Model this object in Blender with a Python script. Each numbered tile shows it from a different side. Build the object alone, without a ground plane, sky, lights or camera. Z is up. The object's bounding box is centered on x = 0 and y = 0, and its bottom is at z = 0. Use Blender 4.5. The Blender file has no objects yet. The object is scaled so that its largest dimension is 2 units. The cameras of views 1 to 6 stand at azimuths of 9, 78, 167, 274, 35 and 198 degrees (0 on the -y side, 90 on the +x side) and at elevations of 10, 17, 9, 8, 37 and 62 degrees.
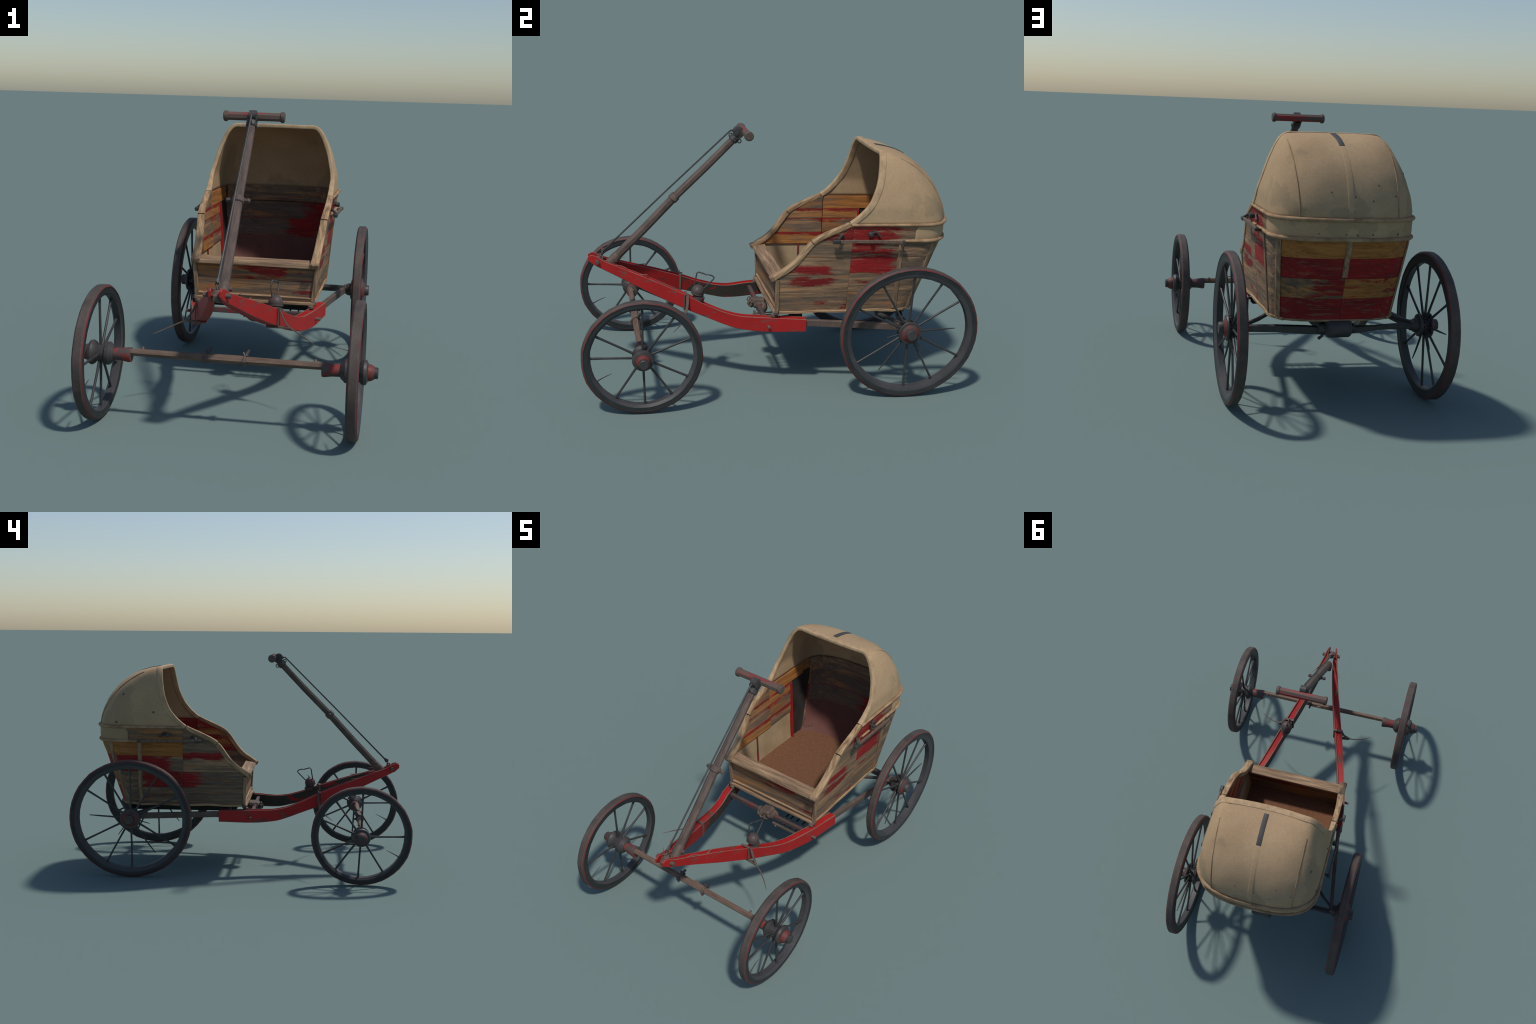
"""Weathered antique baby carriage: canvas hooded plank tub on a red A-frame with four spoked wheels."""
import bpy, bmesh, math, random
from math import sin, cos, pi, radians
from mathutils import Vector, Matrix, noise as mnoise

rng = random.Random(7)
V = Vector


# ------------------------------------------------------------------ small maths
def lerp(a, b, t):
    return a + (b - a) * t


def table(points):
    """piecewise monotone-ish smooth (Catmull style) function through (t, value) control points"""
    ts = [p[0] for p in points]
    vs = [p[1] for p in points]
    n = len(ts)
    d = [(vs[i + 1] - vs[i]) / (ts[i + 1] - ts[i]) for i in range(n - 1)]
    m = [d[0]] + [0 if d[i - 1] * d[i] <= 0 else 2 * d[i - 1] * d[i] / (d[i - 1] + d[i]) for i in range(1, n - 1)] + [d[-1]]

    def f(t):
        if t <= ts[0]:
            return vs[0] + m[0] * (t - ts[0])
        if t >= ts[-1]:
            return vs[-1] + m[-1] * (t - ts[-1])
        i = max(k for k in range(n - 1) if ts[k] <= t)
        h = ts[i + 1] - ts[i]
        s = (t - ts[i]) / h
        return ((2 * s**3 - 3 * s**2 + 1) * vs[i] + (s**3 - 2 * s**2 + s) * h * m[i]
                + (-2 * s**3 + 3 * s**2) * vs[i + 1] + (s**3 - s**2) * h * m[i + 1])
    return f


# ------------------------------------------------------------------ node helpers
class G:
    """thin wrapper to write node graphs as expressions"""

    def __init__(self, name):
        self.mat = bpy.data.materials.new(name)
        self.mat.use_nodes = True
        self.nt = self.mat.node_tree
        self.nt.nodes.clear()
        self.out = self.nt.nodes.new("ShaderNodeOutputMaterial")
        self.bsdf = self.nt.nodes.new("ShaderNodeBsdfPrincipled")
        self.nt.links.new(self.bsdf.outputs[0], self.out.inputs[0])
        tc = self.nt.nodes.new("ShaderNodeTexCoord")
        self.obj = tc.outputs["Object"]

    def put(self, sock, val):
        if isinstance(val, bpy.types.NodeSocket):
            self.nt.links.new(val, sock)
        elif val is not None:
            sock.default_value = val

    def math(self, op, a, b=None, c=None, clamp=False):
        n = self.nt.nodes.new("ShaderNodeMath")
        n.operation = op
        n.use_clamp = clamp
        for i, v in enumerate((a, b, c)):
            if v is not None:
                self.put(n.inputs[i], v)
        return n.outputs[0]

    def mix(self, fac, a, b, mode="MIX"):
        n = self.nt.nodes.new("ShaderNodeMix")
        n.data_type = "RGBA"
        n.blend_type = mode
        self.put(n.inputs[0], fac)
        for s, v in ((n.inputs[6], a), (n.inputs[7], b)):
            if isinstance(v, tuple):
                v = (*v, 1)
            self.put(s, v)
        return n.outputs[2]

    def noise(self, vec, scale=1.0, detail=4.0, rough=0.55, stretch=None, offset=None, dist=0.0):
        if stretch is not None or offset is not None:
            m = self.nt.nodes.new("ShaderNodeMapping")
            self.put(m.inputs["Vector"], vec)
            if stretch is not None:
                m.inputs["Scale"].default_value = stretch
            if offset is not None:
                self.put(m.inputs["Location"], offset)
            vec = m.outputs[0]
        n = self.nt.nodes.new("ShaderNodeTexNoise")
        self.put(n.inputs["Vector"], vec)
        n.inputs["Scale"].default_value = scale
        n.inputs["Detail"].default_value = detail
        n.inputs["Roughness"].default_value = rough
        n.inputs["Distortion"].default_value = dist
        return n.outputs[0]

    def step(self, v, lo, hi, smooth=True):
        n = self.nt.nodes.new("ShaderNodeMapRange")
        n.interpolation_type = "SMOOTHSTEP" if smooth else "LINEAR"
        self.put(n.inputs[0], v)
        self.put(n.inputs[1], lo)
        self.put(n.inputs[2], hi)
        return n.outputs[0]

    def ramp(self, v, *stops):
        n = self.nt.nodes.new("ShaderNodeValToRGB")
        self.put(n.inputs[0], v)
        e = n.color_ramp.elements
        while len(e) < len(stops):
            e.new(0.5)
        for i, (p, c) in enumerate(stops):
            e[i].position = p
            e[i].color = (*c, 1)
        return n.outputs[0]

    def prop(self, name):
        n = self.nt.nodes.new("ShaderNodeAttribute")
        n.attribute_type = "OBJECT"
        n.attribute_name = '["%s"]' % name
        return n.outputs["Fac"]

    def sep(self, vec):
        n = self.nt.nodes.new("ShaderNodeSeparateXYZ")
        self.put(n.inputs[0], vec)
        return n.outputs

    def comb(self, x, y, z):
        n = self.nt.nodes.new("ShaderNodeCombineXYZ")
        for s, v in zip(n.inputs, (x, y, z)):
            self.put(s, v)
        return n.outputs[0]

    def finish(self, color, rough=0.8, metal=0.0, bump=None, strength=0.3, dist=0.002, spec=0.3):
        if isinstance(color, tuple):
            color = (*color, 1)
        self.put(self.bsdf.inputs["Base Color"], color)
        self.put(self.bsdf.inputs["Roughness"], rough)
        self.put(self.bsdf.inputs["Metallic"], metal)
        self.bsdf.inputs["Specular IOR Level"].default_value = spec
        if bump is not None:
            b = self.nt.nodes.new("ShaderNodeBump")
            b.inputs["Strength"].default_value = strength
            b.inputs["Distance"].default_value = dist
            self.put(b.inputs["Height"], bump)
            self.put(self.bsdf.inputs["Normal"], b.outputs[0])
        return self.mat


# ------------------------------------------------------------------ materials
RED = (0.36, 0.014, 0.014)
GREYWOOD = (0.115, 0.083, 0.061)
TAN = (0.30, 0.180, 0.096)
PALE = (0.47, 0.325, 0.19)
OCHRE = (0.38, 0.160, 0.042)


def plank_material(name, axis):
    """weathered plank: grain along `axis` (0 = x, 1 = y); paint and tone are set by the plank's own properties"""
    g = G(name)
    seed = g.prop("seed")
    off = g.comb(g.math("MULTIPLY", seed, 3.1), g.math("MULTIPLY", seed, 1.7), g.math("MULTIPLY", seed, 0.9))

    def st(along, across):
        return (along, across, across) if axis == 0 else (across, along, across)
    n_tone = g.noise(g.obj, stretch=st(2.6, 48), offset=off, detail=8, rough=0.66, dist=0.15)
    n_grain = g.noise(g.obj, stretch=st(12, 260), offset=off, detail=4, rough=0.7)
    n_fine = g.noise(g.obj, stretch=st(60, 420), offset=off, detail=3, rough=0.7)
    n_paint = g.noise(g.obj, stretch=st(5.0, 26), offset=off, detail=8, rough=0.70, dist=0.3)
    n_wear = g.noise(g.obj, stretch=st(6, 62), offset=off, detail=6, rough=0.72)
    n_big = g.noise(g.obj, stretch=st(2.2, 9), offset=off, detail=3)
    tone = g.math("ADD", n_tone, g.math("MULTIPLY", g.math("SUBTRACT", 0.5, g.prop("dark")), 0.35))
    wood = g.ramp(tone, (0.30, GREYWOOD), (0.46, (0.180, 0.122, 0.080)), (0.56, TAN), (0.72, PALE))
    och = g.math("MULTIPLY", g.step(g.prop("ochre"), 0.0, 0.5), g.step(g.math("ADD", g.math("MULTIPLY", g.math("ADD", n_big, n_tone), 0.5), g.math("MULTIPLY", g.prop("ochre"), 0.36)), 0.60, 0.76))
    wood = g.mix(och, wood, g.ramp(n_tone, (0.3, (0.22, 0.080, 0.018)), (0.6, OCHRE)))
    # paint remnants in a window along the grain
    s = g.sep(g.obj)[axis]
    sw = g.math("ADD", s, g.math("MULTIPLY", g.math("SUBTRACT", n_wear, 0.5), 0.38))
    win = g.math("MULTIPLY",
                 g.step(sw, g.math("SUBTRACT", g.prop("paint_from"), 0.025), g.math("ADD", g.prop("paint_from"), 0.025)),
                 g.math("SUBTRACT", 1.0, g.step(sw, g.math("SUBTRACT", g.prop("paint_to"), 0.025), g.math("ADD", g.prop("paint_to"), 0.025))))
    z = g.sep(g.obj)[2]
    zw = g.math("ADD", z, g.math("MULTIPLY", g.math("SUBTRACT", n_paint, 0.5), 0.09))
    winz = g.math("MULTIPLY",
                  g.step(zw, g.math("SUBTRACT", g.prop("paint_low"), 0.006), g.math("ADD", g.prop("paint_low"), 0.006)),
                  g.math("SUBTRACT", 1.0, g.step(zw, g.math("SUBTRACT", g.prop("paint_high"), 0.006), g.math("ADD", g.prop("paint_high"), 0.006))))
    cover = g.step(g.math("ADD", n_paint, g.math("SUBTRACT", g.prop("paint"), 0.5)), 0.46, 0.53)
    mask = g.math("MULTIPLY", g.math("MULTIPLY", win, winz), cover)
    mask = g.math("MULTIPLY", mask, g.math("SUBTRACT", 1.0, g.math("MULTIPLY", g.step(g.math("SUBTRACT", n_wear, g.math("MULTIPLY", g.prop("paint"), 0.12)), 0.44, 0.60), 0.8)))
    glow = g.noise(g.obj, stretch=st(3.5, 30), offset=g.math("ADD", seed, 4.3), detail=6, rough=0.65)
    wood = g.mix(g.math("MULTIPLY", g.step(glow, 0.55, 0.70), 0.55), wood, (0.40, 0.150, 0.045))
    red = g.ramp(n_big, (0.35, (0.17, 0.011, 0.011)), (0.62, (0.29, 0.014, 0.014)))
    col = g.mix(mask, wood, red)
    n_line = g.noise(g.obj, stretch=st(5, 110), offset=off, detail=5, rough=0.7)
    shade = g.math("MULTIPLY", g.math("MULTIPLY_ADD", n_grain, 1.0, 0.5), g.math("MULTIPLY_ADD", g.step(n_line, 0.33, 0.52), 0.34, 0.70))
    shade = g.math("MULTIPLY", shade, g.math("MULTIPLY_ADD", n_fine, 0.55, 0.73))
    col = g.mix(1.0, col, g.comb(shade, shade, shade), "MULTIPLY")
    return g.finish(col, rough=0.82, bump=g.math("ADD", n_grain, g.math("MULTIPLY", mask, 0.5)), strength=0.5, dist=0.0025)


def simple(name, stops, scale=8, stretch=None, detail=6, rough=0.75, metal=0.0, grain=120, amount=0.25, bump=0.3, spec=0.3, dist=0.0015, turn=None):
    g = G(name)
    if turn is not None:      # grain direction: turn the coordinates about x
        m = g.nt.nodes.new("ShaderNodeVectorRotate")
        m.rotation_type = "X_AXIS"
        g.put(m.inputs["Vector"], g.obj)
        m.inputs["Angle"].default_value = radians(turn)
        g.obj = m.outputs[0]
    a = g.noise(g.obj, scale=scale, stretch=stretch, detail=detail, rough=0.6)
    f = g.noise(g.obj, scale=grain, detail=3, rough=0.7, stretch=stretch)
    col = g.ramp(a, *stops)
    k = g.math("MULTIPLY_ADD", f, amount * 2, 1 - amount)
    col = g.mix(1.0, col, g.comb(k, k, k), "MULTIPLY")
    return g.finish(col, rough=rough, metal=metal, bump=f, strength=bump, dist=dist, spec=spec)


def worn_paint(name, base, under, cut=0.60, scale=1.0, stretch=(14, 6, 22), rough=0.55, soft=0.02):
    g = G(name)
    a = g.noise(g.obj, scale=scale, stretch=stretch, detail=8, rough=0.68, dist=0.25)
    b = g.noise(g.obj, scale=9, detail=4)
    f = g.noise(g.obj, scale=160, detail=3, rough=0.7)
    k = g.math("MULTIPLY_ADD", b, 0.5, 0.75)
    paint = g.mix(1.0, base, g.comb(k, k, k), "MULTIPLY")
    m = g.step(a, cut - soft, cut + soft)
    col = g.mix(m, paint, under)
    k2 = g.math("MULTIPLY_ADD", f, 0.3, 0.85)
    col = g.mix(1.0, col, g.comb(k2, k2, k2), "MULTIPLY")
    return g.finish(col, rough=g.math("MULTIPLY_ADD", m, 0.25, rough), bump=g.math("ADD", g.math("MULTIPLY", m, -0.6), f), strength=0.25, dist=0.0015)


def canvas_material():
    g = G("hood_canvas")
    weave = g.noise(g.obj, scale=210, detail=4, rough=0.8)
    soft = g.noise(g.obj, scale=5, detail=4)
    blot = g.noise(g.obj, scale=4.2, detail=5, rough=0.5, offset=(3.1, 0.4, 7.7))
    o = g.sep(g.obj)
    # darker blotches with an edge on the rear panels
    rear = g.step(o[1], 0.58, 0.70)
    v = g.math("ADD", blot, g.math("MULTIPLY", g.math("SUBTRACT", 1.0, o[2]), 0.55))
    dark_blotch = g.math("MULTIPLY", g.step(v, 0.545, 0.575), rear)
    col = g.ramp(soft, (0.3, (0.385, 0.262, 0.150)), (0.7, (0.45, 0.312, 0.182)))
    col = g.mix(g.math("MULTIPLY", dark_blotch, 0.6), col, (0.29, 0.215, 0.130))
    coarse = g.noise(g.obj, scale=75, detail=3, rough=0.7)
    k = g.math("MULTIPLY", g.math("MULTIPLY_ADD", weave, 0.66, 0.67), g.math("MULTIPLY_ADD", coarse, 0.30, 0.85))
    col = g.mix(1.0, col, g.comb(k, k, k), "MULTIPLY")
    return g.finish(col, rough=0.92, bump=weave, strength=0.35, dist=0.001, spec=0.15)


def rail_paint():
    """red paint with flaked patches and long dark scratches running with the rail"""
    g = G("red_rail_paint")
    m = g.nt.nodes.new("ShaderNodeVectorRotate")
    m.rotation_type = "X_AXIS"
    g.put(m.inputs["Vector"], g.obj)
    m.inputs["Angle"].default_value = radians(19)
    flake = g.noise(g.obj, stretch=(16, 7.0, 34), detail=8, rough=0.7, dist=0.3)
    zone = g.noise(g.obj, scale=3.2, detail=2)
    scratch = g.noise(m.outputs[0], stretch=(30, 3.0, 120), detail=5, rough=0.6)
    fine = g.noise(g.obj, scale=150, detail=3, rough=0.7)
    tone = g.noise(g.obj, scale=7, detail=4)
    k = g.math("MULTIPLY_ADD", tone, 0.5, 0.75)
    col = g.mix(1.0, RED, g.comb(k, k, k), "MULTIPLY")
    rear = g.math("MULTIPLY", g.step(g.sep(g.obj)[1], -0.48, -0.30), 0.05)
    mk = g.step(g.math("ADD", g.math("ADD", flake, rear), g.math("MULTIPLY", zone, 0.30)), 0.765, 0.80)
    col = g.mix(g.math("MULTIPLY", mk, 0.9), col, (0.12, 0.068, 0.048))
    col = g.mix(g.math("MULTIPLY", g.step(scratch, 0.66, 0.70), 0.75), col, (0.075, 0.022, 0.018))
    k2 = g.math("MULTIPLY_ADD", fine, 0.3, 0.85)
    col = g.mix(1.0, col, g.comb(k2, k2, k2), "MULTIPLY")
    return g.finish(col, rough=g.math("MULTIPLY_ADD", mk, 0.25, 0.55), bump=g.math("SUBTRACT", fine, mk), strength=0.25, dist=0.0015)


def rail_inner():
    """red inner face of a rail, blackened by grease towards the rear"""
    g = G("blackened_rail_inner_face")
    o = g.sep(g.obj)
    n = g.noise(g.obj, stretch=(6, 5, 16), detail=7, rough=0.66)
    f = g.noise(g.obj, scale=150, detail=3)
    m = g.math("MULTIPLY", g.step(g.math("ADD", n, g.math("MAXIMUM", g.math("MULTIPLY", g.step(o[1], -0.62, -0.30), 0.20), g.math("MULTIPLY", g.step(o[0], -0.01, 0.01), 0.16))), 0.60, 0.64), g.math("MAXIMUM", g.step(o[1], -0.66, -0.56), g.step(o[0], -0.01, 0.01)))
    col = g.mix(m, (0.33, 0.013, 0.012), (0.045, 0.038, 0.030))
    k = g.math("MULTIPLY_ADD", f, 0.3, 0.85)
    return g.finish(g.mix(1.0, col, g.comb(k, k, k), "MULTIPLY"), rough=0.6, bump=f, strength=0.2, dist=0.001)


M = {}
M["plank_y"] = plank_material("painted_plank_lengthwise", 1)
M["plank_x"] = plank_material("painted_plank_crosswise", 0)
WOODS = ((0.30, (0.16, 0.098, 0.055)), (0.46, (0.29, 0.182, 0.098)), (0.58, (0.41, 0.270, 0.150)), (0.75, (0.53, 0.372, 0.218)))
WOODD = ((0.30, (0.115, 0.075, 0.050)), (0.46, (0.22, 0.140, 0.084)), (0.58, (0.32, 0.210, 0.122)), (0.75, (0.46, 0.325, 0.19)))
M["trim"] = simple("bare_wood_trim", WOODS, stretch=(70, 5, 70), scale=1, grain=3.0, amount=0.45, bump=0.6, rough=0.8, turn=-42)
M["trim_y"] = simple("bare_wood_sill", WOODS, stretch=(70, 5, 70), scale=1, grain=3.0, amount=0.45, bump=0.6, rough=0.8)
M["trim_a"] = simple("bare_wood_arch", ((0.32, (0.35, 0.232, 0.130)), (0.52, (0.43, 0.295, 0.170)), (0.72, (0.50, 0.355, 0.210))), stretch=(34, 34, 16), scale=1, grain=5.0, amount=0.22, bump=0.4, rough=0.85)
M["trim_x"] = simple("bare_wood_crossrail", WOODD, stretch=(5, 70, 70), scale=1, grain=3.0, amount=0.45, bump=0.6, rough=0.8)
M["trim_z"] = simple("bare_wood_post", WOODD, stretch=(70, 70, 5), scale=1, grain=3.0, amount=0.45, bump=0.6, rough=0.8)
M["canvas"] = canvas_material()
M["canvas_edge"] = simple("canvas_piping", ((0.35, (0.25, 0.155, 0.088)), (0.65, (0.41, 0.275, 0.158))), stretch=(14, 14, 14), scale=1.2, grain=220, rough=0.9, spec=0.15)
M["cloth"] = simple("beige_cloth_lining", ((0.3, (0.33, 0.24, 0.14)), (0.7, (0.44, 0.33, 0.20))), scale=7, grain=300, rough=0.95, spec=0.1)
M["carpet"] = simple("brown_carpet", ((0.3, (0.148, 0.072, 0.042)), (0.7, (0.20, 0.098, 0.056))), scale=60, grain=420, amount=0.45, rough=1.0, bump=0.8, spec=0.05)
M["leather"] = worn_paint("maroon_leather", (0.125, 0.050, 0.040), (0.07, 0.045, 0.035), cut=0.60, stretch=(7, 7, 12), rough=0.7)
M["black_panel"] = simple("black_panel", ((0.3, (0.02, 0.019, 0.018)), (0.7, (0.045, 0.04, 0.035))), scale=12, rough=0.6)
M["rail_red"] = rail_paint()
M["rail_edge"] = worn_paint("worn_rail_edge", (0.26, 0.07, 0.06), (0.19, 0.12, 0.085), cut=0.50, stretch=(20, 8, 20))
M["rail_dark"] = rail_inner()
M["iron"] = simple("dark_iron", ((0.3, (0.030, 0.030, 0.031)), (0.7, (0.066, 0.057, 0.053))), scale=18, grain=140, rough=0.5, bump=0.3, spec=0.4)
M["iron_brown"] = simple("rusty_brown_iron", ((0.3, (0.075, 0.055, 0.045)), (0.7, (0.15, 0.105, 0.085))), scale=16, grain=120, rough=0.6, bump=0.3)
M["iron_red"] = worn_paint("iron_with_red_paint", (0.080, 0.062, 0.057), (0.26, 0.022, 0.022), cut=0.58, stretch=(16, 16, 16), rough=0.5, soft=0.10)
M["hub_red"] = worn_paint("worn_red_hub_cone", (0.19, 0.024, 0.021), (0.070, 0.052, 0.047), cut=0.49, stretch=(18, 18, 18), rough=0.5, soft=0.12)
M["axle_wood"] = simple("brown_axle_wood", ((0.3, (0.095, 0.062, 0.046)), (0.7, (0.19, 0.125, 0.092))), stretch=(9, 70, 70), scale=1, grain=2.5, rough=0.7, amount=0.3)
M["mast"] = simple("grey_brown_mast", ((0.3, (0.064, 0.047, 0.040)), (0.7, (0.132, 0.094, 0.078))), stretch=(60, 12, 12), scale=1, grain=3, rough=0.6, amount=0.25)
M["tread"] = simple("worn_tyre_tread", ((0.3, (0.056, 0.045, 0.040)), (0.7, (0.098, 0.076, 0.066))), scale=14, grain=120, rough=0.65)
M["stripe"] = worn_paint("red_rim_stripe", (0.165, 0.021, 0.020), (0.075, 0.050, 0.046), cut=0.53, stretch=(5, 5, 5), rough=0.5, soft=0.16)
M["rim"] = simple("slate_rim", ((0.3, (0.020, 0.024, 0.025)), (0.7, (0.036, 0.039, 0.040))), scale=10, grain=120, rough=0.5, bump=0.15)
M["rim_in"] = simple("slate_rim_inside", ((0.3, (0.042, 0.042, 0.044)), (0.7, (0.075, 0.070, 0.072))), scale=6, grain=120, rough=0.5, bump=0.15)
M["spoke"] = simple("iron_spoke", ((0.3, (0.026, 0.027, 0.028)), (0.7, (0.056, 0.050, 0.048))), scale=20, grain=140, rough=0.45, spec=0.4)
M["handle"] = worn_paint("red_striped_handle", (0.30, 0.028, 0.03), (0.12, 0.085, 0.07), cut=0.49, stretch=(2.5, 34, 34), rough=0.5)
M["slot"] = simple("dark_slot", ((0.3, (0.05, 0.048, 0.047)), (0.7, (0.075, 0.072, 0.070))), scale=10, rough=0.6)
M["black"] = simple("black_underside", ((0.3, (0.018, 0.017, 0.016)), (0.7, (0.04, 0.036, 0.032))), scale=8, rough=0.7)

# ------------------------------------------------------------------ object helpers
COL = bpy.context.scene.collection


def make(name, verts, faces, mats, parent=None, smooth=35, slots=None, props=None, recalc=True):
    me = bpy.data.meshes.new(name)
    me.from_pydata([tuple(v) for v in verts], [], faces)
    for m in (mats if isinstance(mats, (list, tuple)) else [mats]):
        me.materials.append(M[m])
    if slots:
        for p, s in zip(me.polygons, slots):
            p.material_index = s
    bm = bmesh.new()
    bm.from_mesh(me)
    if recalc:
        bmesh.ops.recalc_face_normals(bm, faces=bm.faces)
    bm.to_mesh(me)
    bm.free()
    me.validate()
    if smooth:
        me.shade_smooth()
        me.set_sharp_from_angle(angle=radians(smooth))
    ob = bpy.data.objects.new(name, me)
    COL.objects.link(ob)
    if parent is not None:
        ob.parent = parent
    for k, v in (props or {}).items():
        ob[k] = v
    return ob


class Mesh:
    """collects several primitives in one mesh"""

    def __init__(self):
        self.v, self.f, self.s = [], [], []

    def add(self, verts, faces, slot=0):
        o = len(self.v)
        self.v += [V(p) for p in verts]
        self.f += [tuple(i + o for i in f) for f in faces]
        self.s += [slot] * len(faces)
        return self

    def obj(self, name, mats, parent=None, smooth=35, **k):
        return make(name, self.v, self.f, mats, parent, smooth, slots=self.s, **k)


def loft(rings, closed=True, caps=True, ring_closed=False):
    n = len(rings[0])
    v = [p for r in rings for p in r]
    f = []
    m = len(rings)
    for i in range(m if ring_closed else m - 1):
        for j in range(n if closed else n - 1):
            a, b = i * n + j, i * n + (j + 1) % n
            c, d = ((i + 1) % m) * n + (j + 1) % n, ((i + 1) % m) * n + j
            f.append((a, b, c, d))
    if caps and closed and not ring_closed:
        f.append(tuple(range(n)))
        f.append(tuple(range((m - 1) * n, m * n)))
    return v, f


def frames(pts, up=None):
    """parallel transported frames along a polyline"""
    pts = [V(p) for p in pts]
    T = []
    for i in range(len(pts)):
        a = pts[max(i - 1, 0)]
        b = pts[min(i + 1, len(pts) - 1)]
        T.append((b - a).normalized())
    u = V(up) if up else (V((0, 0, 1)) if abs(T[0].z) < 0.9 else V((0, 1, 0)))
    out = []
    for i, t in enumerate(T):
        u = (u - t * u.dot(t)).normalized()
        out.append((pts[i], t, u, t.cross(u)))
    return out


def tube(pts, r, n=8, up=None, phase=0.0):
    fr = frames(pts, up)
    rings = []
    for i, (p, t, u, w) in enumerate(fr):
        rr = r[i] if isinstance(r, (list, tuple)) else r
        rings.append([p + (u * cos(2 * pi * k / n + phase) + w * sin(2 * pi * k / n + phase)) * rr for k in range(n)])
    return loft(rings)


def bar(pts, sizes, up=None, ch=0.2):
    """rectangular chamfered bar; sizes = (along up, sideways) full sizes, or one per point"""
    fr = frames(pts, up)
    rings = []
    for i, (p, t, u, w) in enumerate(fr):
        a, b = (sizes[i] if isinstance(sizes[0], (list, tuple)) else sizes)
        a, b = a / 2, b / 2
        c = min(a, b) * ch
        q = [(a, b - c), (a - c, b), (c - a, b), (-a, b - c), (-a, c - b), (c - a, -b), (a - c, -b), (a, c - b)]
        rings.append([p + u * x + w * y for x, y in q])
    return loft(rings)


def block(c, size, ch=0.15, rot=None):
    """chamfered box"""
    bm = bmesh.new()
    bmesh.ops.create_cube(bm, size=1)
    bmesh.ops.scale(bm, vec=size, verts=bm.verts)
    if ch:
        bmesh.ops.bevel(bm, geom=bm.edges[:], offset=min(size) * ch, segments=1, affect="EDGES")
    m = Matrix.Translation(c) @ (rot.to_4x4() if rot else Matrix())
    bm.transform(m)
    bm.verts.index_update()
    v = [p.co.copy() for p in bm.verts]
    f = [tuple(x.index for x in p.verts) for p in bm.faces]
    bm.free()
    return v, f


def lathe(profile, base, axis, n=24, phase=0.0):
    """profile = [(distance along axis, radius)]; capped ends"""
    axis = V(axis).normalized()
    u = V((0, 0, 1)) if abs(axis.z) < 0.9 else V((0, 1, 0))
    u = (u - axis * u.dot(axis)).normalized()
    w = axis.cross(u)
    rings = [[V(base) + axis * d + (u * cos(2 * pi * k / n + phase) + w * sin(2 * pi * k / n + phase)) * r for k in range(n)] for d, r in profile]
    return loft(rings)


def ball(c, r, n=14, squash=(1, 1, 1)):
    rings = []
    for i in range(1, n):
        a = pi * i / n
        rings.append([V(c) + V((sin(a) * cos(2 * pi * k / (2 * n)) * squash[0], sin(a) * sin(2 * pi * k / (2 * n)) * squash[1], -cos(a) * squash[2])) * r for k in range(2 * n)])
    return loft(rings)


def ring(c, axis, R, r, n=16, m=6):
    axis = V(axis).normalized()
    u = V((0, 0, 1)) if abs(axis.z) < 0.9 else V((0, 1, 0))
    u = (u - axis * u.dot(axis)).normalized()
    w = axis.cross(u)
    rings = []
    for i in range(n):
        a = 2 * pi * i / n
        d = u * cos(a) + w * sin(a)
        rings.append([V(c) + d * (R + r * cos(2 * pi * k / m)) + axis * (r * sin(2 * pi * k / m)) for k in range(m)])
    return loft(rings, ring_closed=True)


root = bpy.data.objects.new("baby_carriage", None)
COL.objects.link(root)
root["label"] = "weathered antique baby carriage with canvas hood and red frame"
root["category"] = "baby carriage"

# ------------------------------------------------------------------ tub and hood form
Z_FLOOR, Z_LOW_RIM, Z_RIM, Z_TOP = 0.402, 0.790, 0.872, 1.229
half_width = table([(0.40, 0.286), (0.60, 0.304), (0.79, 0.320), (0.87, 0.325), (0.95, 0.3245), (1.02, 0.311), (1.09, 0.293), (1.14, 0.275), (1.18, 0.257), (1.205, 0.240), (1.22, 0.223), (1.229, 0.200)])
back_y = table([(0.40, 0.751), (0.60, 0.820), (0.70, 0.852), (0.79, 0.883), (0.87, 0.889), (0.91, 0.886), (0.957, 0.873), (1.036, 0.836), (1.105, 0.783), (1.155, 0.724), (1.193, 0.656), (1.215, 0.585), (1.229, 0.500)])
bend_y = table([(0.40, 0.600), (0.60, 0.650), (0.79, 0.693), (0.87, 0.692), (1.00, 0.635), (1.10, 0.58), (1.16, 0.545), (1.20, 0.52), (1.229, 0.489)])
front_y = table([(0.585, -0.062), (0.602, -0.040), (0.62, -0.014), (0.64, 0.018), (0.68, 0.061), (0.715, 0.088), (0.75, 0.112), (0.784, 0.140), (0.81, 0.178), (0.84, 0.240), (0.88, 0.325), (0.915, 0.370), (0.946, 0.400), (1.0, 0.436), (1.083, 0.466), (1.157, 0.478), (1.2, 0.483), (1.229, 0.488)])
POW = 2.8


def side_x(z, y, o=0.0):
    w, b, y0 = half_width(z) + o, back_y(z) + o, bend_y(z)
    if y <= y0:
        return w
    return w * max(0.0, 1 - ((y - y0) / (b - y0)) ** POW) ** (1 / POW)


def rear_y(z, x, o=0.0):
    w, b, y0 = half_width(z) + o, back_y(z) + o, bend_y(z)
    return y0 + (b - y0) * max(0.0, 1 - (abs(x) / w) ** POW) ** (1 / POW)


def corner_x(z):
    return half_width(z) - 0.020


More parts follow.
